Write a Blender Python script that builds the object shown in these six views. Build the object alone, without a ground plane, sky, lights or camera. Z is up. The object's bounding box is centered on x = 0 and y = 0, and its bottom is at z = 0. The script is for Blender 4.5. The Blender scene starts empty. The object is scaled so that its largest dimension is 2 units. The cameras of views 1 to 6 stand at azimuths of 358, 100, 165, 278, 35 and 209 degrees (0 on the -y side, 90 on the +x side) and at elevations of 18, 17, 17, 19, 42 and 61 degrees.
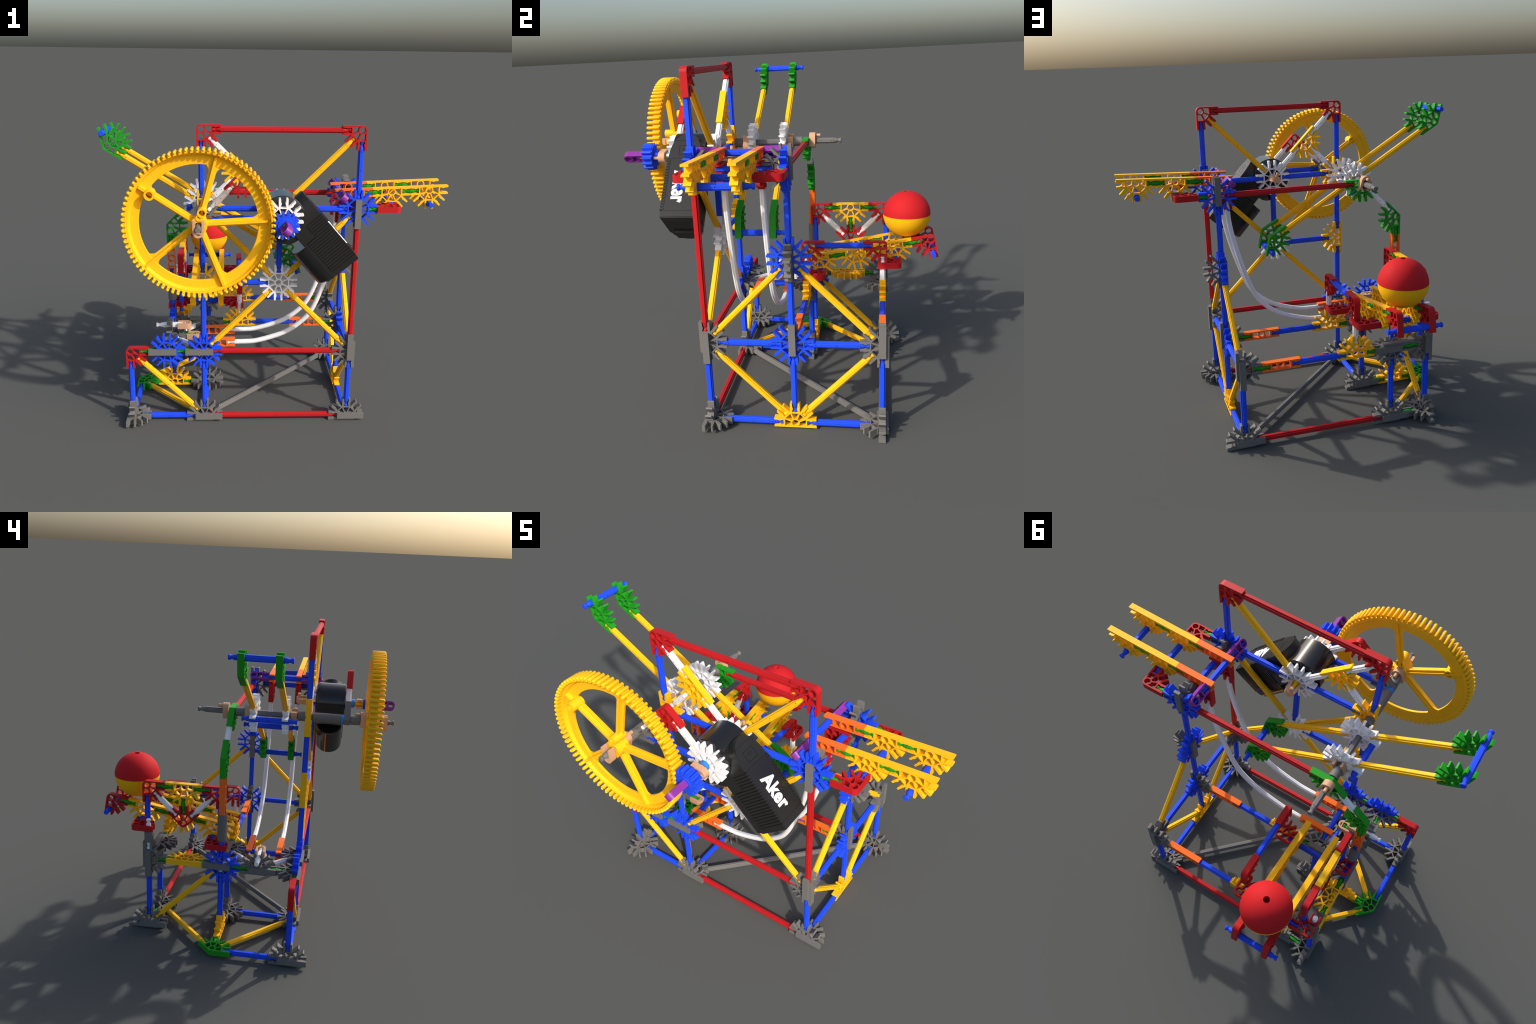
"""A motor-driven ball machine built from a rod-and-connector construction toy.

Everything sits on a lattice: i, j, k are multiples of the blue rod's
hub-to-hub spacing along x, y, z.  Rod spacings follow the toy's root-two
ladder (green, white, blue, yellow, red, gray).
"""
import bpy, bmesh, math
from math import cos, sin, pi, radians, sqrt
from mathutils import Vector, Matrix
from mathutils.geometry import delaunay_2d_cdt

# ------------------------------------------------------------------ frame
B = 0.43875                      # blue hub-to-hub spacing in metres
MM = B / 76.4                    # one toy millimetre
X0, Y0, Z0 = -0.4235, -0.3485, 0.0320
SKEW = -0.006                    # the front leans in a little towards the left
TIP = 10.7 * MM                  # hub centre to rod tip
CLIP = 13.7 * MM                 # hub centre to a rod snapped in sideways


def N(i, j, k):
    x = X0 + i * B
    return Vector((x, Y0 + j * B + SKEW * (x - 0.455), Z0 + k * B))


X, Y, Z = Vector((1, 0, 0)), Vector((0, 1, 0)), Vector((0, 0, 1))

# -------------------------------------------------------------- materials


def plastic(name, rgb, rough=0.5, spec=0.16, vary=0.025, grain=0.006, coat=0.0):
    m = bpy.data.materials.new(name)
    m.use_nodes = True
    nt = m.node_tree
    bs = nt.nodes["Principled BSDF"]
    tc = nt.nodes.new("ShaderNodeTexCoord")
    n1 = nt.nodes.new("ShaderNodeTexNoise")
    n1.inputs["Scale"].default_value = 9.0
    n1.inputs["Detail"].default_value = 4.0
    nt.links.new(tc.outputs["Object"], n1.inputs["Vector"])
    ramp = nt.nodes.new("ShaderNodeValToRGB")
    lo = [c * (1 - vary) for c in rgb]
    hi = [min(1, c * (1 + vary)) for c in rgb]
    ramp.color_ramp.elements[0].position = 0.3
    ramp.color_ramp.elements[0].color = (*lo, 1)
    ramp.color_ramp.elements[1].position = 0.7
    ramp.color_ramp.elements[1].color = (*hi, 1)
    nt.links.new(n1.outputs["Fac"], ramp.inputs["Fac"])
    nt.links.new(ramp.outputs["Color"], bs.inputs["Base Color"])
    n2 = nt.nodes.new("ShaderNodeTexNoise")
    n2.inputs["Scale"].default_value = 120.0
    nt.links.new(tc.outputs["Object"], n2.inputs["Vector"])
    bump = nt.nodes.new("ShaderNodeBump")
    bump.inputs["Strength"].default_value = grain
    bump.inputs["Distance"].default_value = 0.002
    nt.links.new(n2.outputs["Fac"], bump.inputs["Height"])
    nt.links.new(bump.outputs["Normal"], bs.inputs["Normal"])
    bs.inputs["Roughness"].default_value = rough
    bs.inputs["Specular IOR Level"].default_value = spec
    bs.inputs["Coat Weight"].default_value = coat
    return m


def srgb(r, g, b):
    def f(c):
        c /= 255.0
        return c / 12.92 if c <= 0.04045 else ((c + 0.055) / 1.055) ** 2.4
    return (f(r), f(g), f(b))


MAT = {
    "blue": plastic("blue plastic", srgb(36, 78, 230)),
    "red": plastic("red plastic", srgb(182, 31, 35)),
    "yellow": plastic("yellow plastic", srgb(252, 190, 28)),
    "green": plastic("green plastic", srgb(36, 148, 34)),
    "orange": plastic("orange plastic", srgb(246, 114, 38)),
    "white": plastic("white plastic", srgb(238, 238, 238), rough=0.32, spec=0.4),
    "gray": plastic("gray plastic", srgb(113, 111, 108)),
    "purple": plastic("purple plastic", srgb(131, 50, 146), rough=0.4, spec=0.3),
    "tan": plastic("tan plastic", srgb(204, 159, 124)),
    "sky_blue": plastic("sky blue plastic", srgb(56, 130, 216)),
    "black": plastic("black plastic", srgb(33, 33, 32), rough=0.36, spec=0.4),
    "gloss_black": plastic("glossy black plastic", srgb(31, 31, 32), rough=0.17, spec=0.55),
    "ball_red": plastic("red ball plastic", srgb(194, 36, 40), rough=0.65, spec=0.08),
    "ball_yellow": plastic("yellow ball plastic", srgb(250, 186, 24), rough=0.65, spec=0.08),
    "lettering": plastic("white lettering ink", srgb(246, 246, 246), rough=0.5),
    "groove_shadow": plastic("shadowed groove", srgb(18, 18, 18), rough=0.6),
}

# ------------------------------------------------------------ scene roots


def empty(name, loc=(0, 0, 0)):
    o = bpy.data.objects.new(name, None)
    o.empty_display_size = 0.1
    o.location = loc
    bpy.context.scene.collection.objects.link(o)
    return o


MACHINE = empty("ball_machine")
MACHINE["label"] = "colourful rod and connector construction toy ball machine with motor"
MACHINE["category"] = "construction toy"


def place(name, mesh, mat, origin, ax, ay, az, parent=None):
    """Link a mesh with its local x, y, z axes along ax, ay, az."""
    if not mesh.materials:
        mesh.materials.append(MAT[mat])
        if mesh.name.endswith(" rod"):
            mesh.materials.append(MAT["groove_shadow"])
    o = bpy.data.objects.new(name, mesh)
    M = Matrix((ax, ay, az)).transposed().to_4x4()
    M.translation = Vector(origin)
    bpy.context.scene.collection.objects.link(o)
    par = parent or MACHINE
    o.parent = par
    o.matrix_basis = par.matrix_basis.inverted() @ M if parent else M
    return o


def finish(bm, name, angle=32):
    bmesh.ops.recalc_face_normals(bm, faces=bm.faces)
    me = bpy.data.meshes.new(name)
    for f in bm.faces:
        f.smooth = True
    for e in bm.edges:
        e.smooth = not (len(e.link_faces) == 2 and e.calc_face_angle(0) > radians(angle))
    bm.to_mesh(me)
    bm.free()
    return me

# ------------------------------------------------- flat connector plates


def rot(pts, deg):
    a = radians(deg)
    c, s = cos(a), sin(a)
    return [(x * c - y * s, x * s + y * c) for x, y in pts]


def rect(x0, y0, x1, y1):
    return [(x0, y0), (x1, y0), (x1, y1), (x0, y1)]


def ring(cx, cy, ri, ro, a0=0, a1=360, n=24):
    out = []
    for q in range(n):
        a, b = radians(a0 + (a1 - a0) * q / n), radians(a0 + (a1 - a0) * (q + 1) / n)
        out.append([(cx + ri * cos(a), cy + ri * sin(a)), (cx + ro * cos(a), cy + ro * sin(a)),
                    (cx + ro * cos(b), cy + ro * sin(b)), (cx + ri * cos(b), cy + ri * sin(b))])
    return out


def disc(cx, cy, r, n=24):
    return [(cx + r * cos(2 * pi * q / n), cy + r * sin(2 * pi * q / n)) for q in range(n)]


# one snap-in prong (upper side of a socket that opens towards +x)
PRONG = [(9.5, 4.4), (18.6, 4.4), (18.95, 4.1), (18.95, 2.65), (17.8, 2.4), (15.9, 2.4),
         (14.5, 1.85), (13.2, 1.85), (12.4, 2.45), (9.5, 2.45)]


def socket(deg):
    low = [(x, -y) for x, y in reversed(PRONG)]
    return [rot(PRONG, deg), rot(low, deg), rot(rect(9.4, -4.3, 10.6, 4.3), deg)]


def rib(deg, r0=3.8, r1=11.6, w=1.15):
    return rot(rect(r0, -w / 2, r1, w / 2), deg)


STRIP = 4.45
SPINE = 5.57                     # the space connectors have a deeper back


def edge_strip(deg, side, x0=0.0, x1=19.08):
    """Closing wall along a socket's free side (side -1 right, +1 left)."""
    return rot(rect(x0, min(side * STRIP, side * 3.2), x1, max(side * STRIP, side * 3.2)), deg)


def plate(name, polys, thick=5.95, soften=0.3):
    """Union of flat outlines, raised to a plate of the given thickness (mm)."""
    verts, faces = [], []
    for p in polys:
        area = sum(p[q][0] * p[(q + 1) % len(p)][1] - p[(q + 1) % len(p)][0] * p[q][1] for q in range(len(p)))
        if area < 0:
            p = list(reversed(p))
        faces.append(list(range(len(verts), len(verts) + len(p))))
        verts += [Vector(v) for v in p]
    vs, _, fs, _, _, of = delaunay_2d_cdt(verts, [], faces, 1, 1e-4)
    h = thick * MM / 2
    bm = bmesh.new()
    bv = [bm.verts.new((v.x * MM, v.y * MM, h)) for v in vs]
    for f, src in zip(fs, of):
        if src:
            try:
                bm.faces.new([bv[q] for q in f])
            except ValueError:
                pass
    bmesh.ops.delete(bm, geom=[v for v in bm.verts if not v.link_faces], context="VERTS")
    bmesh.ops.dissolve_limit(bm, angle_limit=radians(1), verts=bm.verts, edges=bm.edges)
    res = bmesh.ops.extrude_face_region(bm, geom=bm.faces[:])
    bmesh.ops.translate(bm, vec=(0, 0, -2 * h), verts=[g for g in res["geom"] if isinstance(g, bmesh.types.BMVert)])
    bmesh.ops.recalc_face_normals(bm, faces=bm.faces)
    return finish(bm, name, 25)


HUB = ring(0, 0, 2.95, 4.0)


def fan(angles):
    p = list(HUB)
    for a in angles:
        p += socket(a)
    for a, b in zip(angles, angles[1:]):
        if b - a == 45:
            p.append(rib((a + b) / 2))
    return p


def build_connectors():
    P = {}
    P["white"] = plate("eight way connector", fan([0, 45, 90, 135, 180, 225, 270, 315, 360]))
    P["yellow"] = plate("five way connector", fan([0, 45, 90, 135, 180]) +
                        [rect(-19.08, -STRIP, 19.08, -3.2)])
    P["red"] = plate("three way connector", fan([0, 45, 90]) + [edge_strip(0, -1), edge_strip(90, 1)] +
                     ring(0, 0, 3.3, STRIP, 180, 270, 8))
    miter = STRIP * math.tan(radians(22.5))
    P["green"] = plate("four way connector", fan([0, 45, 90, 135]) +
                       [edge_strip(0, -1, -miter), edge_strip(135, 1, -miter)])
    P["orange"] = plate("straight connector", list(HUB) + socket(0) + socket(180) +
                        [rect(-19.08, -STRIP, 19.08, -3.2), rect(-19.08, 3.2, 19.08, STRIP)])
    P["gray_corner"] = plate("two way connector", fan([0, 45]) +
                             [edge_strip(0, -1), edge_strip(45, 1), rib(200, 3.4, 4.4, 6)] +
                             ring(0, 0, 3.3, STRIP, 135, 270, 10))
    # interlocking space connectors: solid spine, no axle hole
    g = [rect(-9.6, -SPINE, 9.6, 0.6), rect(-9.6, -SPINE, 19.08, -3.4), rect(-9.6, -3, -7.8, 4.2),
         disc(0, 0, 3.8)]
    for a in (0, 45, 90, 135):
        g += socket(a)
    for a in (22.5, 67.5, 112.5, 157.5):
        g.append(rib(a, 1.0))
    P["gray"] = plate("four way space connector", g)
    b = [disc(0, 0, 4.1)]
    for a in range(45, 360, 45):
        b += socket(a)
    for a in range(8):
        b.append(rib(22.5 + 45 * a, 1.0))
    P["blue"] = plate("seven way space connector", b)
    # single-socket end pieces
    P["purple"] = plate("end connector", ring(0, 0, 3.0, 4.55) + socket(0) +
                        [rect(0, -4.5, 10, -3.1), rect(0, 3.1, 10, 4.5)])
    clip = ring(10.2, 0, 3.0, 5.1, 90, 270, 12) + [rect(10.2, -5.1, 20.0, -2.8), rect(10.2, 2.8, 20.0, 5.1),
                                                   rect(8.6, -4, 9.9, 4)]
    P["tan"] = plate("axle clip", clip)
    return P


PLATES = build_connectors()
MATERIAL_OF = {"gray_corner": "gray"}
NAME_OF = {"gray_corner": "gray_connector", "tan": "tan_clip"}


def conn(kind, at, e0, e90, parent=None):
    """Connector whose first socket opens along e0 and whose fan turns to e90."""
    a, b = Vector(e0).normalized(), Vector(e90).normalized()
    return place(NAME_OF.get(kind, kind + "_connector"), PLATES[kind], MATERIAL_OF.get(kind, kind), at, a, b, a.cross(b), parent)

# ------------------------------------------------------------------ rods


def revolve_rings(bm, rings, n, close=True):
    loops = []
    for z, radii in rings:
        loops.append([bm.verts.new((r * cos(2 * pi * q / n), r * sin(2 * pi * q / n), z)) for q, r in enumerate(radii)])
    for u, v in zip(loops, loops[1:]):
        for q in range(n):
            bm.faces.new((u[q], u[(q + 1) % n], v[(q + 1) % n], v[q]))
    if close:
        bm.faces.new(loops[0][::-1])
        bm.faces.new(loops[-1])


# half a rod end: distance from the tip, radius (mm)
ROD_END = [(0.0, 2.3), (0.25, 2.5), (1.4, 2.5), (2.3, 1.85), (2.9, 1.75), (4.0, 1.8), (5.2, 2.5), (7.6, 2.55)]
# body section: a fat plus sign, four flats with a channel on each diagonal
ROD_SECTION = [(2.72, 0.0), (2.72, 1.3), (2.4, 1.6), (1.55, 1.55), (1.6, 2.4), (1.3, 2.72)]


def rod_mesh(name, length):
    body = []
    for q in range(4):
        body += rot(ROD_SECTION, 90 * q)
    n = len(body)
    angle = [math.atan2(y, x) for x, y in body]
    L = length / MM
    rings = [(d, [(r * cos(a), r * sin(a)) for a in angle]) for d, r in ROD_END]
    rings += [(7.7, body), (L - 7.7, body)]
    rings += [(L - d, [(r * cos(a), r * sin(a)) for a in angle]) for d, r in reversed(ROD_END)]
    bm = bmesh.new()
    loops = [[bm.verts.new((x * MM, y * MM, (z - L / 2) * MM)) for x, y in ring_] for z, ring_ in rings]
    for u, v in zip(loops, loops[1:]):
        for q in range(n):
            bm.faces.new((u[q], u[(q + 1) % n], v[(q + 1) % n], v[q]))
    bm.faces.new(loops[0][::-1])
    bm.faces.new(loops[-1])
    # moulding pits: tiny dark dots near both ends and in the middle
    if L > 30:
        for side in (1, -1):
            for z in (9.6 - L / 2, 0.0, L / 2 - 9.6):
                f = bm.faces.new([bm.verts.new((side * 2.735 * MM, 0.42 * cos(pi / 3 * q) * MM, (z + 0.42 * sin(pi / 3 * q)) * MM))
                                  for q in range(6)])
                f.material_index = 1
    return finish(bm, name, 35)


LADDER = {"green": B / 2, "white": B / sqrt(2), "blue": B, "yellow": B * sqrt(2), "red": 2 * B, "gray": 2 * B * sqrt(2)}
RODS = {c: rod_mesh(c + " rod", d - 2 * TIP) for c, d in LADDER.items()}


def rod_at(color, centre, along, side=None):
    z = Vector(along).normalized()
    ref = Vector(side) if side else (Y if abs(z.dot(Y)) < 0.9 else X)
    x = (ref - z * ref.dot(z)).normalized()
    return place(color + "_rod", RODS[color], color, centre, x, z.cross(x), z)


def rod(p, q):
    """Rod between two hubs; its kind follows from the spacing."""
    d = (q - p).length
    color = min(LADDER, key=lambda c: abs(LADDER[c] - d))
    return rod_at(color, (p + q) / 2, q - p)


def R(a, b):
    return rod(N(*a), N(*b))

# --------------------------------------------- space joints of the frame


def gray(at, e0, e90):
    conn("gray", N(*at), e0, e90)


def blue(at, slot, other):
    conn("blue", N(*at), slot, other)


# feet
for at, a, v, h in (((-1, 0, 0), Y, Z, X), ((0, 0, 0), -X, Z, Y), ((2, 0, 0), -X, Z, Y), ((2, 2, 0), X, Z, -Y),
                    ((0, 2, 0), X, Z, -Y), ((-0.5, 2, 0), Y, Z, X), ((0, 1, 0), X, Z, -Y)):
    gray(at, a, v)
    gray(at, -a, h)
# first storey
for at in ((-0.5, 0, 1), (0, 0, 1)):
    blue(at, -X, Z)
    gray(at, -X, Y)
gray((-0.5, 0.5, 1), Y, Z)
gray((-0.5, 0.5, 1), -Y, X)
blue((-0.5, 1, 1), Y, Z)
gray((-0.5, 1, 1), Y, X)
gray((-0.5, 2, 1), Z, -Y)
gray((-0.5, 2, 1), -Z, X)
gray((0, 2, 1), X, -Y)
gray((0, 2, 1), -X, -Z)
gray((0, 1, 1), X, -Y)
gray((0, 1, 1), -X, -Z)
gray((2, 0, 1), Z, Y)
gray((2, 0, 1), -Z, -X)
gray((2, 2, 1), -Z, -Y)
gray((2, 2, 1), Z, -X)
blue((2, 1, 1), Z, Y)
gray((2, 1, 1), Z, -X)
# second and third storey
blue((2, 1, 2), -Z, Y)
gray((2, 1, 2), -Z, X)
blue((2, 0, 3), -Z, X)
gray((2, 0, 3), -Z, Y)
blue((2, 1, 3), Z, X)
gray((2, 1, 3), Z, -Y)

# ---------------------------------------------------- flat frame joints
D = {"ne": X + Z, "nw": Z - X, "se": X - Z, "sw": -X - Z}
conn("yellow", N(2, 1, 0), Y, Z)
conn("yellow", N(0.5, 1, 1), X, Z)
conn("yellow", N(0.5, 2, 1), X, Z)
conn("yellow", N(-0.5, 1, 0), X, Z)
conn("yellow", N(-0.5, 1.5, 1), Y, X)
conn("yellow", N(0, 0, 2), Z, X)
conn("yellow", N(0, 0, 3), Z, X)
conn("yellow", N(0.5, 0, 3.5), D["nw"], D["sw"])
conn("white", N(1, 0, 2), X, Z)
conn("white", N(1, 0, 3), X, Z)
conn("red", N(0, 0, 4), X, -Z)
conn("red", N(2, 0, 4), -X, -Z)
conn("red", N(-1, 0, 1), X, -Z)
conn("red", N(2.5, 0, 3), -X, Y)
conn("red", N(2.5, 1, 3), -X, -Y)
conn("green", N(-1, 1, 0), -Y, X)
conn("green", N(-0.5, 1, 2.5), -Z, X)
conn("green", N(0, 1, 3), X, -Z)
conn("orange", N(1.5, 1, 1), X, Z)
conn("orange", N(1.5, 2, 1), X, Z)
conn("orange", N(-0.5, 1, 2), Z, X)

# ------------------------------------------------------------ frame rods
for a, b in (
    # ground
    ((-1, 0, 0), (0, 0, 0)), ((0, 0, 0), (2, 0, 0)), ((2, 0, 0), (2, 1, 0)), ((2, 1, 0), (2, 2, 0)),
    ((0, 2, 0), (2, 2, 0)), ((0, 0, 0), (2, 2, 0)), ((-0.5, 2, 0), (0, 2, 0)), ((-1, 1, 0), (0, 2, 0)),
    ((-1, 1, 0), (0, 0, 0)), ((-1, 0, 0), (-1, 1, 0)), ((-1, 1, 0), (-0.5, 1, 0)), ((-0.5, 1, 0), (0, 1, 0)),
    ((0, 0, 0), (0, 1, 0)),
    # posts of the first storey
    ((-1, 0, 0), (-1, 0, 1)), ((0, 0, 0), (0, 0, 1)), ((2, 0, 0), (2, 0, 1)), ((2, 1, 0), (2, 1, 1)),
    ((2, 2, 0), (2, 2, 1)), ((0, 2, 0), (0, 2, 1)), ((-0.5, 2, 0), (-0.5, 2, 1)), ((-0.5, 1, 0), (-0.5, 1, 1)),
    ((0, 1, 0), (0, 1, 1)),
    # braces
    ((-1, 0, 1), (0, 0, 0)), ((2, 1, 0), (2, 0, 1)), ((2, 1, 0), (2, 2, 1)), ((-0.5, 2, 0), (-0.5, 1, 1)),
    ((2, 0, 1), (2, 1, 2)), ((2, 2, 1), (2, 1, 2)), ((0, 0, 1), (1, 0, 2)), ((2, 0, 1), (1, 0, 2)),
    ((1, 0, 2), (0, 0, 3)), ((1, 0, 2), (2, 0, 3)), ((1, 0, 3), (2, 0, 4)),
    # first storey
    ((-1, 0, 1), (-0.5, 0, 1)), ((-0.5, 0, 1), (0, 0, 1)), ((0, 0, 1), (2, 0, 1)), ((2, 0, 1), (2, 1, 1)),
    ((2, 1, 1), (2, 2, 1)), ((2, 1, 1), (1.5, 1, 1)), ((1.5, 1, 1), (0.5, 1, 1)), ((0.5, 1, 1), (0, 1, 1)),
    ((2, 2, 1), (1.5, 2, 1)), ((1.5, 2, 1), (0.5, 2, 1)), ((0.5, 2, 1), (0, 2, 1)), ((0, 2, 1), (-0.5, 2, 1)),
    ((-0.5, 0, 1), (-0.5, 0.5, 1)), ((-0.5, 0.5, 1), (-0.5, 1, 1)), ((-0.5, 1, 1), (-0.5, 1.5, 1)),
    ((-0.5, 1.5, 1), (-0.5, 2, 1)), ((-0.5, 1, 1), (0, 1, 1)), ((0, 0, 1), (0, 1, 1)),
    ((-0.5, 0.5, 1), (0, 1, 1)), ((-0.5, 0.5, 1), (0, 0, 1)), ((-0.5, 0.5, 1), (0, 0.5, 1)),
    # front panel
    ((0, 0, 1), (0, 0, 2)), ((0, 0, 2), (0, 0, 3)), ((0, 0, 3), (0, 0, 4)), ((0, 0, 2), (1, 0, 2)),
    ((1, 0, 2), (1, 0, 3)), ((0, 0, 3), (1, 0, 3)), ((1, 0, 3), (2, 0, 3)), ((2, 0, 1), (2, 0, 3)),
    ((2, 0, 3), (2, 0, 4)), ((0, 0, 4), (2, 0, 4)), ((0.5, 0, 3.5), (0, 0, 4)), ((0.5, 0, 3.5), (0, 0, 3)),
    ((0.5, 0, 3.5), (1, 0, 3)),
    # right post, top rail, back tower
    ((2, 1, 1), (2, 1, 2)), ((2, 1, 2), (2, 1, 3)), ((0, 1, 3), (2, 1, 3)), ((2, 0, 3), (2, 1, 3)),
    ((2, 0, 3), (2.5, 0, 3)), ((2, 1, 3), (2.5, 1, 3)), ((2.5, 0, 3), (2.5, 1, 3)),
    ((-0.5, 1, 1), (-0.5, 1, 2)), ((-0.5, 1, 2), (-0.5, 1, 2.5)), ((-0.5, 1, 2.5), (0, 1, 3)),
):
    R(a, b)

# ---------------------------------------------------- sleeves and spacers


def tube_mesh(name, length, ro, ri=3.2, n=28):
    bm = bmesh.new()
    h = length / 2
    prof = [(ri, -h), (ro - 0.25, -h), (ro, -h + 0.25 * MM), (ro, h - 0.25 * MM), (ro - 0.25, h), (ri, h)]
    loops = [[bm.verts.new((r * MM * cos(2 * pi * q / n), r * MM * sin(2 * pi * q / n), z)) for q in range(n)]
             for r, z in prof]
    for u, v in zip(loops, loops[1:] + loops[:1]):
        for q in range(n):
            bm.faces.new((u[q], u[(q + 1) % n], v[(q + 1) % n], v[q]))
    return finish(bm, name, 40)


def sleeve(p, q, color="gray", ro=4.7, name=None):
    p, q = Vector(p), Vector(q)
    z = (q - p).normalized()
    x = (X - z * X.dot(z)).normalized() if abs(z.x) < 0.9 else Y
    return place(name or color + "_sleeve", tube_mesh(color + " sleeve", (q - p).length, ro), color, (p + q) / 2, x, z.cross(x), z)


# ----------------------------------------------------------- axle clips


def pin_mesh():
    bm = bmesh.new()
    rings = [(2.9, 1.7), (7.6, 1.7), (8.1, 1.3)]
    revolve_rings(bm, [(z * MM, [r * MM] * 16) for z, r in rings], 16)
    for v in bm.verts:
        v.co.x += 8.2 * MM
    return finish(bm, "clip pin", 30)


PIN = pin_mesh()


def tan_clip(hub, e0, e90):
    a, b = Vector(e0).normalized(), Vector(e90).normalized()
    c = conn("tan", hub, a, b)
    place("pin", PIN, "tan", hub, a, b, a.cross(b), parent=c)
    return c


def clip_on(rod_point, e0, normal):
    """Clip snapped sideways on a rod; prongs point along e0, the pin along normal."""
    a, n = Vector(e0).normalized(), Vector(normal).normalized()
    return tan_clip(Vector(rod_point) - a * CLIP, a, n.cross(a))


# ------------------------------------------------------------- main axle
AX, AZ = X0, 1.351


def axle_pt(y):
    return Vector((AX, y, AZ))


rod_at("gray", axle_pt(-0.2625), Y)
for p, q in ((0.073, 0.018), (-0.284, -0.331), (-0.371, -0.527), (-0.581, -0.634)):
    sleeve(axle_pt(p), axle_pt(q))
sleeve(axle_pt(-0.527), axle_pt(-0.545), "sky_blue", 4.6, "blue_spacer")
clip_on(axle_pt(0.130), (0.25, 0, -1), Y)
clip_on(axle_pt(0.002), (0.3, 0, 1), -Y)
clip_on(axle_pt(-0.262), (-0.3, 0, 1), Y)
clip_on(axle_pt(-0.654), (-0.3, 0, -1), Y)
clip_on(axle_pt(-0.768), (0.05, 0, 1), Y)

# -------------------------------------------------- spinning throw arms
SPIN = radians(148.5)


def polar(a):
    return Vector((cos(a), 0, sin(a)))


TRACKS = (-0.220, -0.036)          # y of the two parallel tracks
TRACK_MID = -0.130
for y in TRACKS:
    u = polar(SPIN)
    conn("white", axle_pt(y), u, polar(SPIN + pi / 2))
    for s in (1, -1):
        tip = axle_pt(y) + u * s * LADDER["yellow"]
        rod(axle_pt(y), tip)
        conn("green", tip, -s * u, polar(SPIN - pi / 2) * s)
for s in (1, -1):
    a = SPIN if s == 1 else SPIN + pi
    rod_at("blue", axle_pt(TRACK_MID) + polar(a) * LADDER["yellow"] + polar(a - radians(45)) * CLIP, Y)
for k in (45, 135):
    rod_at("blue", axle_pt(TRACK_MID) + polar(SPIN + radians(k)) * CLIP, Y)

# --------------------------------------------- outer bearing by the motor
YF = -0.562
P0 = Vector((X0, YF, N(0, 0, 3).z))
PM = Vector((N(1, 0, 0).x, YF, N(0, 0, 3).z))
PR = Vector((N(0.5, 0, 0).x, YF, N(0, 0, 3.5).z))
conn("gray_corner", P0, X, Z)
conn("white", PM, X, Z)
conn("red", PR, D["sw"], D["se"])
rod(P0, PM)
rod(P0, PR)
rod(PR, PM)

# ------------------------------------------------- big and small gears


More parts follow.
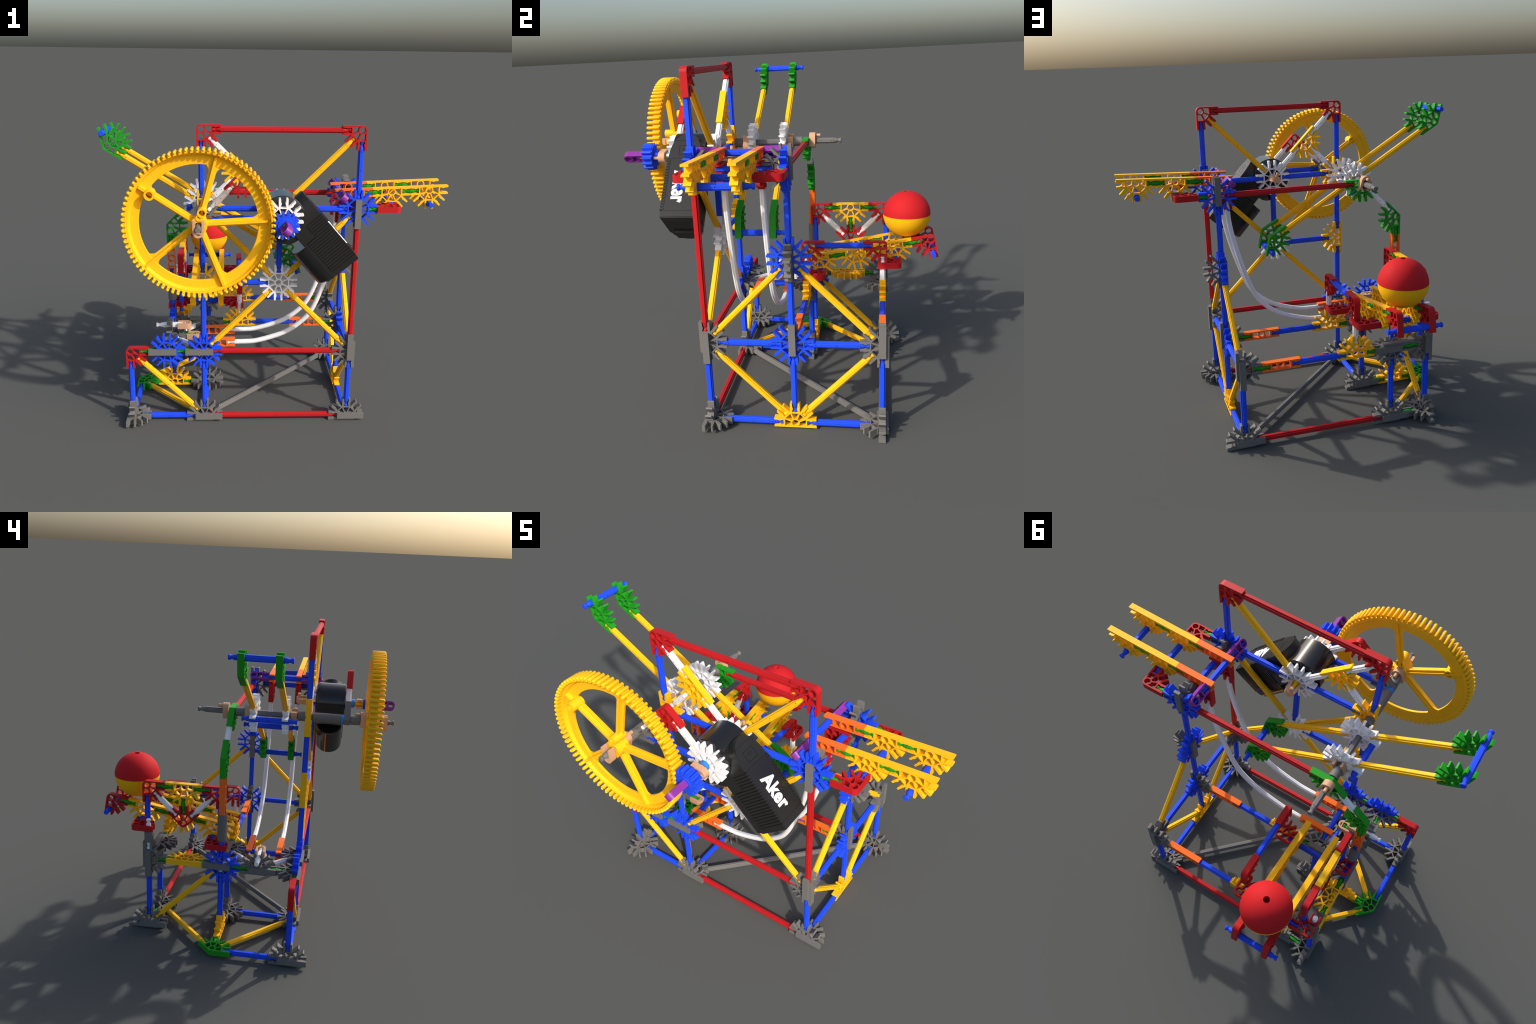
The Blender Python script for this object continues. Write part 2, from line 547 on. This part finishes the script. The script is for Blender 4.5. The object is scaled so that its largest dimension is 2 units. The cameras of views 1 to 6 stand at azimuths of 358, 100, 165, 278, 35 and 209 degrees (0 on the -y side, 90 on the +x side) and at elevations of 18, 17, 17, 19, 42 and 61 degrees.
def gear_wheel():
    centre = Vector((AX - 0.001, -0.705, AZ + 0.001))
    bm = bmesh.new()

    def revolve(prof, n=168, cx=0.0, cy=0.0):
        loops = [[bm.verts.new(((cx + r * cos(2 * pi * q / n)) * MM, (cy + r * sin(2 * pi * q / n)) * MM, z * MM)) for q in range(n)]
                 for r, z in prof]
        for u, v in zip(loops, loops[1:] + loops[:1]):
            for q in range(n):
                bm.faces.new((u[q], u[(q + 1) % n], v[(q + 1) % n], v[q]))
    W = -3.2                       # the web lies behind the middle of the rim
    revolve([(64.8, -6.1), (64.8, 0.9), (64.5, 1.2), (62.4, 1.2), (62.0, 0.9), (61.2, W + 2.0), (60.4, W + 1.5), (53.2, W + 1.3), (52.9, W + 1.0),
             (52.9, W - 1.0), (53.2, W - 1.3), (61.0, W - 1.6), (61.8, -6.1), (62.2, -6.35), (64.5, -6.35)])
    # hub
    revolve([(3.4, -6.6), (7.6, -6.6), (7.8, -6.3), (7.8, 6.0), (7.6, 6.3), (3.4, 6.3)], 32)

    def slab(outline, z0, z1):
        lo = [bm.verts.new((x * MM, y * MM, z0 * MM)) for x, y in outline]
        hi = [bm.verts.new((x * MM, y * MM, z1 * MM)) for x, y in outline]
        for q in range(len(outline)):
            r = (q + 1) % len(outline)
            bm.faces.new((lo[q], lo[r], hi[r], hi[q]))
        bm.faces.new(lo[::-1])
        bm.faces.new(hi)
    # one spoke: tapered bar that flares into the rim with round fillets
    flare = [(53.6 - 7 * (1 - sin(radians(15 * q))), 3.3 + 7 * (1 - cos(radians(15 * q)))) for q in range(7)]
    bar = [(7.0, 3.0)] + flare + [(57.0, 10.3)]
    bar = bar + [(x, -y) for x, y in reversed(bar)]
    start = 3.0
    for q in range(5):
        a = start + 72 * q
        slab(rot(bar, a), W - 0.95, W + 0.95)
        slab(rot(rect(7.0, -1.15, 61.4, 1.15), a), -6.0, 1.6)
    a = radians(start + 144)
    revolve([(3.0, -6.3), (4.6, -6.3), (4.6, 6.6), (3.0, 6.6)], 24, 50 * cos(a), 50 * sin(a))
    a = radians(start + 72)
    revolve([(2.7, -5.9), (4.1, -5.9), (4.1, 7.4), (2.7, 7.4)], 24, 12.2 * cos(a), 12.2 * sin(a))
    a = radians(start + 84)
    revolve([(1.6, -5.8), (2.8, -5.8), (2.8, 6.9), (1.6, 6.9)], 20, 7.2 * cos(a), 7.2 * sin(a))
    wheel = place("gear_wheel", finish(bm, "gear wheel", 30), "yellow", centre, X, Z, -Y)
    # teeth: round pegs with domed ends lying across the rim
    bm = bmesh.new()
    r, n, half = 1.5, 12, 6.3
    prof = [(-half, 1.3), (-half + 0.2, r), (half - 1.5, r), (half - 0.9, 1.4), (half - 0.35, 1.0), (half, 0.45)]
    loops = [[bm.verts.new(((66.5 + p * cos(2 * pi * q / n)) * MM, p * sin(2 * pi * q / n) * MM, z * MM)) for q in range(n)] for z, p in prof]
    for u, v in zip(loops, loops[1:]):
        for q in range(n):
            bm.faces.new((u[q], u[(q + 1) % n], v[(q + 1) % n], v[q]))
    bm.faces.new(loops[0][::-1])
    bm.faces.new(loops[-1])
    # foot joining the peg to the rim
    foot = [(64.0, -1.3), (66.2, -1.25), (66.2, 1.25), (64.0, 1.3)]
    slab(foot, -6.2, 5.6)
    tooth = finish(bm, "gear tooth", 50)
    for q in range(84):
        u, v = polar(2 * pi * q / 84), polar(2 * pi * q / 84 + pi / 2)
        place("gear_tooth", tooth, "yellow", centre, u, v, u.cross(v), parent=wheel)


gear_wheel()

MX, MZ = N(1, 0, 3).x, N(1, 0, 3).z


def motor_pt(y):
    return Vector((MX, y, MZ))


def pinion():
    n = 14
    pts = []
    for q in range(n):
        a = 360 / n * q
        for d, r in ((-7.5, 9.3), (-5.4, 11.6), (-2.6, 12.6), (2.6, 12.6), (5.4, 11.6), (7.5, 9.3)):
            pts.append((r * cos(radians(a + d)), r * sin(radians(a + d))))
    hubs = ring(0, 0, 3.2, 5.4)
    body = []
    m = len(pts)
    for q in range(m):
        p, r = pts[q], pts[(q + 1) % m]
        k1, k2 = 5.0 / math.hypot(*p), 5.0 / math.hypot(*r)
        body.append([(p[0] * k1, p[1] * k1), p, r, (r[0] * k2, r[1] * k2)])
    me = plate("pinion", hubs + body, 9.0)
    place("pinion_gear", me, "blue", motor_pt(-0.706), X, Z, -Y)
    sleeve(motor_pt(-0.683), motor_pt(-0.656), "blue", 5.6, "pinion_collar")
    sleeve(motor_pt(-0.731), motor_pt(-0.737), "blue", 7.2, "pinion_collar")


pinion()
rod_at("yellow", motor_pt(-0.517), Y)
sleeve(motor_pt(-0.580), motor_pt(-0.604), "sky_blue", 4.6, "blue_spacer")
clip_on(motor_pt(-0.632), (-1, 0, 0.15), -Y)
tan_clip(motor_pt(-0.2085), -Y, Vector((0.95, 0, 0.3)))
pn = Vector((0.64, 0, 0.77))
conn("purple", motor_pt(-0.8255), Y, pn)

# ------------------------------------------------------------- the motor
MD = Vector((0.663, 0, -0.749)).normalized()      # housing axis
MN = Vector((0.749, 0, 0.663)).normalized()       # label side


def motor():
    base = Vector((MX, -0.4545, MZ))

    def grp(name, bm, mat, parent=None, angle=30):
        return place(name, finish(bm, name, angle), mat, base, MD, Y, MN, parent)

    def block(bm, a0, a1, y0, y1, n0, n1, bev=0.0):
        g = bmesh.ops.create_cube(bm, size=1.0)
        for v in g["verts"]:
            v.co = Vector((a0 + (v.co.x + .5) * (a1 - a0), y0 + (v.co.y + .5) * (y1 - y0), n0 + (v.co.z + .5) * (n1 - n0)))
        if bev:
            es = set(e for v in g["verts"] for e in v.link_edges)
            bmesh.ops.bevel(bm, geom=list(es), offset=bev, segments=2, affect="EDGES")
    hw = 0.0865
    # housing: rounded at the drum end, square at the far end
    half_plan = []
    for q in range(13):
        t = q / 12 * pi / 2
        half_plan.append((0.125 - 0.150 * cos(t) ** 0.85, hw * sin(t) ** 0.85))
    plan = [(0.455, -hw), ] + [(a, -y) for a, y in reversed(half_plan)] + half_plan[1:] + [(0.455, hw)]
    bm = bmesh.new()
    lo = [bm.verts.new((a * (0.985 if a > 0.4 else 1), y, -0.02)) for a, y in plan]
    hi = [bm.verts.new((a, y, 0.163)) for a, y in plan]
    for q in range(len(plan)):
        r = (q + 1) % len(plan)
        bm.faces.new((lo[q], lo[r], hi[r], hi[q]))
    bm.faces.new(lo[::-1])
    bm.faces.new(hi)
    bmesh.ops.recalc_face_normals(bm, faces=bm.faces)
    es = [e for e in bm.edges if e.calc_face_angle(0) > 1.0]
    bmesh.ops.bevel(bm, geom=es, offset=0.004, segments=2, affect="EDGES")
    housing = grp("motor_housing", bm, "black")
    # round gearbox drum across the housing
    bm = bmesh.new()
    rings = [(-0.089, 0.112), (-0.086, 0.118), (0.082, 0.118), (0.085, 0.112)]
    n = 64
    loops = [[bm.verts.new((r * cos(2 * pi * q / n), y, r * sin(2 * pi * q / n))) for q in range(n)] for y, r in rings]
    for u, v in zip(loops, loops[1:]):
        for q in range(n):
            bm.faces.new((u[q], u[(q + 1) % n], v[(q + 1) % n], v[q]))
    bm.faces.new(loops[0][::-1])
    bm.faces.new(loops[-1])
    grp("gearbox_drum", bm, "gloss_black", housing)
    # studs on both drum faces
    bm = bmesh.new()
    for s in (1, -1):
        for q in range(8):
            a = radians(22.5 + 45 * q - 48)
            block(bm, 0.082 * cos(a) - .011, 0.082 * cos(a) + .011, 0.08 if s > 0 else -0.0915, 0.0875 if s > 0 else -0.085,
                  0.082 * sin(a) - .011, 0.082 * sin(a) + .011, 0.003)
    grp("drum_stud", bm, "black", housing)
    # lower lobe of the gearbox
    bm = bmesh.new()
    n = 40
    ca = 0.03 * MD.x - 0.072 * MD.z
    cn = 0.03 * MN.x - 0.072 * MN.z
    loops = [[bm.verts.new((ca + r * cos(2 * pi * q / n), y, cn + r * sin(2 * pi * q / n))) for q in range(n)]
             for y, r in ((-0.080, 0.078), (-0.077, 0.082), (0.080, 0.082), (0.083, 0.078))]
    for u, v in zip(loops, loops[1:]):
        for q in range(n):
            bm.faces.new((u[q], u[(q + 1) % n], v[(q + 1) % n], v[q]))
    bm.faces.new(loops[0][::-1])
    bm.faces.new(loops[-1])
    grp("gearbox_lobe", bm, "gloss_black", housing)
    # battery barrel: half round belly along the housing
    bm = bmesh.new()
    n = 48
    loops = [[bm.verts.new((a, r * cos(2 * pi * q / n), -0.020 + r * sin(2 * pi * q / n))) for q in range(n)]
             for a, r in ((0.212, 0.080), (0.216, 0.0862), (0.436, 0.0862), (0.445, 0.078))]
    for u, v in zip(loops, loops[1:]):
        for q in range(n):
            bm.faces.new((u[q], u[(q + 1) % n], v[(q + 1) % n], v[q]))
    bm.faces.new(loops[0][::-1])
    bm.faces.new(loops[-1])
    grp("motor_barrel", bm, "gloss_black", housing)
    # cooling ribs on both flanks, reaching over the label edge
    bm = bmesh.new()
    for q in range(18):
        a = 0.125 + q * 0.0162
        for s in (1, -1):
            y0, y1 = sorted((s * (hw - 0.016), s * (hw + 0.0028)))
            block(bm, a, a + 0.0122, y0, y1, 0.062 if a < 0.2 else 0.002, 0.1652, 0.001)
    grp("cooling_rib", bm, "black", housing)
    bm = bmesh.new()  # blackened slab, slightly proud of the flank, darkens the gaps between ribs as shadow
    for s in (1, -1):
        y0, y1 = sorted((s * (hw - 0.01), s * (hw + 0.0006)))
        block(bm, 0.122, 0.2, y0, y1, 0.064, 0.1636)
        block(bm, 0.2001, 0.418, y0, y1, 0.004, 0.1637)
    grp("painted_rib_shadow", bm, "groove_shadow", housing)
    # end cap block and latch
    bm = bmesh.new()
    block(bm, 0.43, 0.462, -0.055, 0.055, -0.06, 0.02, 0.006)
    block(bm, 0.425, 0.4565, -0.075, 0.075, 0.045, 0.14, 0.002)
    grp("end_cap", bm, "black", housing)
    bm = bmesh.new()  # thin raised strips, darker than the housing, draw the dark lines of the latch and across the label side
    for a0, a1, y0, y1 in ((0.045, 0.0475, -0.034, 0.034), (0.098, 0.1, -0.034, 0.034), (0.045, 0.1, -0.034, -0.032),
                           (0.045, 0.1, 0.032, 0.034), (0.06, 0.062, -0.018, 0.018), (0.066, 0.0675, -0.018, 0.018),
                           (0.072, 0.0735, -0.018, 0.018), (0.012, 0.0135, -0.068, 0.068), (0.1185, 0.120, -0.086, 0.086),
                           (0.4165, 0.418, -0.0885, 0.0885)):
        block(bm, a0, a1, y0, y1, 0.150, 0.1634)
    grp("latch", bm, "groove_shadow", housing)
    # printed word on the label side
    cu = bpy.data.curves.new("label word", "FONT")
    cu.body = "Aker"
    cu.size = 0.108
    cu.extrude = 0.001
    cu.bevel_depth = 0.0048
    cu.bevel_resolution = 1
    cu.space_character = 1.06
    tmp = bpy.data.objects.new("label word", cu)
    bpy.context.scene.collection.objects.link(tmp)
    dg = bpy.context.evaluated_depsgraph_get()
    me = bpy.data.meshes.new_from_object(tmp.evaluated_get(dg))
    bpy.data.objects.remove(tmp)
    xs = [v.co.x for v in me.vertices]
    k = 0.185 / (max(xs) - min(xs))
    x_min = min(xs)
    for v in me.vertices:
        v.co.x = (v.co.x - x_min) * k
        v.co.z *= 0.35
    me.materials.clear()
    place("lettering", me, "lettering", base + MD * 0.190 + Y * -0.038 + MN * 0.1638, MD, Y, MN, housing)


motor()

# ------------------------------------------------------- upper double ramp
SLOPE = radians(2.5)
RU = Vector((cos(SLOPE), 0, sin(SLOPE)))
RV = Vector((-sin(SLOPE), 0, cos(SLOPE)))
R0 = N(2.5, 0, 3) + RV * (CLIP - 0.004)       # hub of the middle piece (x, z)
for y in TRACKS:
    c = Vector((R0.x, y, R0.z))
    conn("yellow", c, RU, -RV)
    conn("yellow", c + RU * B / 2, RU, -RV)
    conn("orange", c - RU * B / 2, RU, -RV)
    rod(c, c + RU * B / 2)
    rod(c, c - RU * B / 2)
rc = Vector((R0.x, TRACK_MID, R0.z))
rod_at("blue", rc + RU * B / 2 - RV * CLIP, Y)
hinge = rc - RU * B / 2 - RU * CLIP
rod_at("blue", hinge, Y)
for s in (1, -1):
    h = Vector((hinge.x, TRACK_MID + s * B / 2, hinge.z))
    conn("purple", h, -s * Y, pn * -s)

# ------------------------------------- bent track rods from ramp to floor


def bent_rod(y, red_hub, orange_hub):
    import bisect
    p0 = red_hub - Z * TIP
    p3 = orange_hub + X * TIP
    ctrl = [p0, p0 - Z * 0.10, Vector((0.352, y, 1.05)), Vector((0.300, y, 0.86)), Vector((0.235, y, 0.69)),
            Vector((0.168, y, 0.604)), Vector((0.065, y, 0.532)), Vector((-0.092, y, 0.480)), p3 + X * 0.10, p3]
    # Catmull-Rom through the control points
    pts = []
    for q in range(len(ctrl) - 1):
        a = ctrl[max(q - 1, 0)]
        b, c = ctrl[q], ctrl[q + 1]
        d = ctrl[min(q + 2, len(ctrl) - 1)]
        for t in range(6):
            t /= 6
            pts.append(0.5 * ((2 * b) + (c - a) * t + (2 * a - 5 * b + 4 * c - d) * t * t + (3 * b - a - 3 * c + d) * t ** 3))
    pts.append(ctrl[-1])
    acc = [0.0]
    for a, b in zip(pts, pts[1:]):
        acc.append(acc[-1] + (b - a).length)
    L = acc[-1]

    def at(s):
        q = min(max(bisect.bisect(acc, s) - 1, 0), len(pts) - 2)
        t = (s - acc[q]) / (acc[q + 1] - acc[q])
        return pts[q].lerp(pts[q + 1], t), (pts[q + 1] - pts[q]).normalized()
    n = 16
    stations = [(d * MM, [r * MM] * n) for d, r in ROD_END]
    body = [2.7 * MM * (0.8 if q % 8 == 4 else 0.97 if q % 8 in (3, 5) else 1.0) for q in range(n)]
    steps = 44
    stations += [(7.8 * MM + (L - 15.6 * MM) * q / steps, body) for q in range(steps + 1)]
    stations += [(L - d * MM, [r * MM] * n) for d, r in reversed(ROD_END)]
    bm = bmesh.new()
    loops = []
    for s, rr in stations:
        p, t = at(s)
        u = Y
        v = t.cross(u).normalized()
        loops.append([bm.verts.new(p + (u * cos(2 * pi * q / n) + v * sin(2 * pi * q / n)) * r) for q, r in enumerate(rr)])
    for a, b in zip(loops, loops[1:]):
        for q in range(n):
            bm.faces.new((a[q], a[(q + 1) % n], b[(q + 1) % n], b[q]))
    bm.faces.new(loops[0][::-1])
    bm.faces.new(loops[-1])
    place("bent_white_rod", finish(bm, "bent rod", 35), "white", (0, 0, 0), X, Y, Z)


for y in TRACKS:
    rh = Vector((N(2, 0, 0).x - CLIP, y, N(0, 0, 3).z))
    oh = Vector((X0 + CLIP, y, N(0, 0, 1).z))
    conn("red", rh, X, -Z)
    conn("orange", oh, X, Z)
    bent_rod(y, rh, oh)

# ------------------------------------------------ ball feeder at the back
TILT = radians(10)
FU = Vector((0, cos(TILT), sin(TILT)))       # uphill along the rails
FV = Vector((0, -sin(TILT), cos(TILT)))
RAILS = (-0.327, -0.511)
RAIL_MID = -0.419
FEED_END = Vector((0, 0.821, 0.705)) + FV * CLIP
for x in RAILS:
    top = Vector((x, FEED_END.y, FEED_END.z))
    conn("red", top, -FU, -FV)
    hubs = [top] + [top - FU * B / 2 * q for q in (1, 2, 3)]
    for a, b in zip(hubs, hubs[1:]):
        rod(a, b)
        conn("yellow", b, FU, -FV)
rod_at("blue", Vector((RAIL_MID, FEED_END.y, FEED_END.z)) - FV * CLIP, X)
for row, j in ((1, 2), (3, 1)):
    seat = FEED_END - FU * B / 2 * row - FV * CLIP
    yr, zr = N(0, j, 0).y + CLIP, seat.z
    a = Vector((N(-0.5, 0, 0).x, yr, zr))
    b = Vector((N(0.5, 0, 0).x, yr, zr))
    conn("red", a, X, -Y)
    conn("red", b, -X, -Y)
    rod(a, b)
# short posts carrying the feeder
kz = 1 + 1 / sqrt(2)
for j in (1, 2):
    R((0.5, j, 1), (0.5, j, kz))
    conn("red", N(0.5, j, kz), Y if j == 1 else -Y, -Z)
R((0.5, 1, kz), (0.5, 2, kz))
R((-0.5, 2, 1), (-0.5, 2, kz))
z1 = N(0, 0, 1).z
sleeve((N(-0.5, 0, 0).x, N(0, 2, 0).y, z1 + 19 * MM), (N(-0.5, 0, 0).x, N(0, 2, 0).y, z1 + 19 * MM + 0.066))
sleeve((N(-0.5, 0, 0).x, N(0, 1, 0).y, 0.632), (N(-0.5, 0, 0).x, N(0, 1, 0).y, 0.800))
# side guard in the shape of a V
gx = N(-0.5, 0, 0).x + CLIP / sqrt(2)
gy1 = N(0, 1, 0).y + CLIP - CLIP / sqrt(2)
gy2 = gy1 + B
gz = 0.916
gl, gr = Vector((gx, gy1, gz)), Vector((gx, gy2, gz))
gm = (gl + gr) / 2
gb = gm - Z * B / 2
conn("red", gl, Y, -Z)
conn("red", gr, -Y, -Z)
conn("yellow", gm, Y, -Z)
conn("red", gb, Y + Z, Z - Y)
rod(gl, gm)
rod(gm, gr)
rod(gm, gb)
rod(gl, gb)
rod(gr, gb)
rod(gl, gl - Z * B)
rod(gr, gr - Z * B)

# --------------------------------------------- trigger pin on the left side
th = N(-0.5, 0.5, 1)
zt = th.z + 12.6 * MM
half_white = (LADDER["white"] - 2 * TIP) / 2
xc = -0.728 + half_white
rod_at("white", Vector((xc, th.y, zt)), X)
tan_clip(Vector((xc + half_white + TIP, th.y, zt)), -X, Y)
tan_clip(N(0, 0.5, 1), -X, Y)

# -------------------------------------------------------------- the ball


def ball():
    c = Vector((-0.4195, 0.6725, 0.911))
    r = 0.1362
    top = empty("ball", (c.x, c.y, c.z - r))
    top["label"] = "small hollow plastic ball, red above and yellow below"
    top["category"] = "ball"
    n, hole = 40, 0.0175

    def half(sign):
        prof = []
        end = math.asin(hole / r)
        for q in range(13):
            a = q / 12 * (pi / 2 - end)
            prof.append((r * cos(a), sign * r * sin(a)))
        prof[0] = (r, sign * 0.0004)
        zt_ = prof[-1][1]
        inner = [(hole - 0.001, zt_ - sign * 0.004), (hole - 0.002, zt_ - sign * 0.06), (0.0005, zt_ - sign * 0.061),
                 (0.0005, sign * 0.0004)]
        prof += inner
        bm = bmesh.new()
        loops = [[bm.verts.new((p * cos(2 * pi * q / n), p * sin(2 * pi * q / n), z)) for q in range(n)] for p, z in prof]
        for u, v in zip(loops, loops[1:] + loops[:1]):
            for q in range(n):
                bm.faces.new((u[q], u[(q + 1) % n], v[(q + 1) % n], v[q]))
        return finish(bm, "ball half", 40)
    for nm, s, m in (("upper_half", 1, "ball_red"), ("lower_half", -1, "ball_yellow")):
        me = half(s)
        me.materials.append(MAT[m])
        o = bpy.data.objects.new(nm, me)
        bpy.context.scene.collection.objects.link(o)
        o.parent = top
        o.location = (0, 0, r)


ball()
bpy.context.view_layer.update()
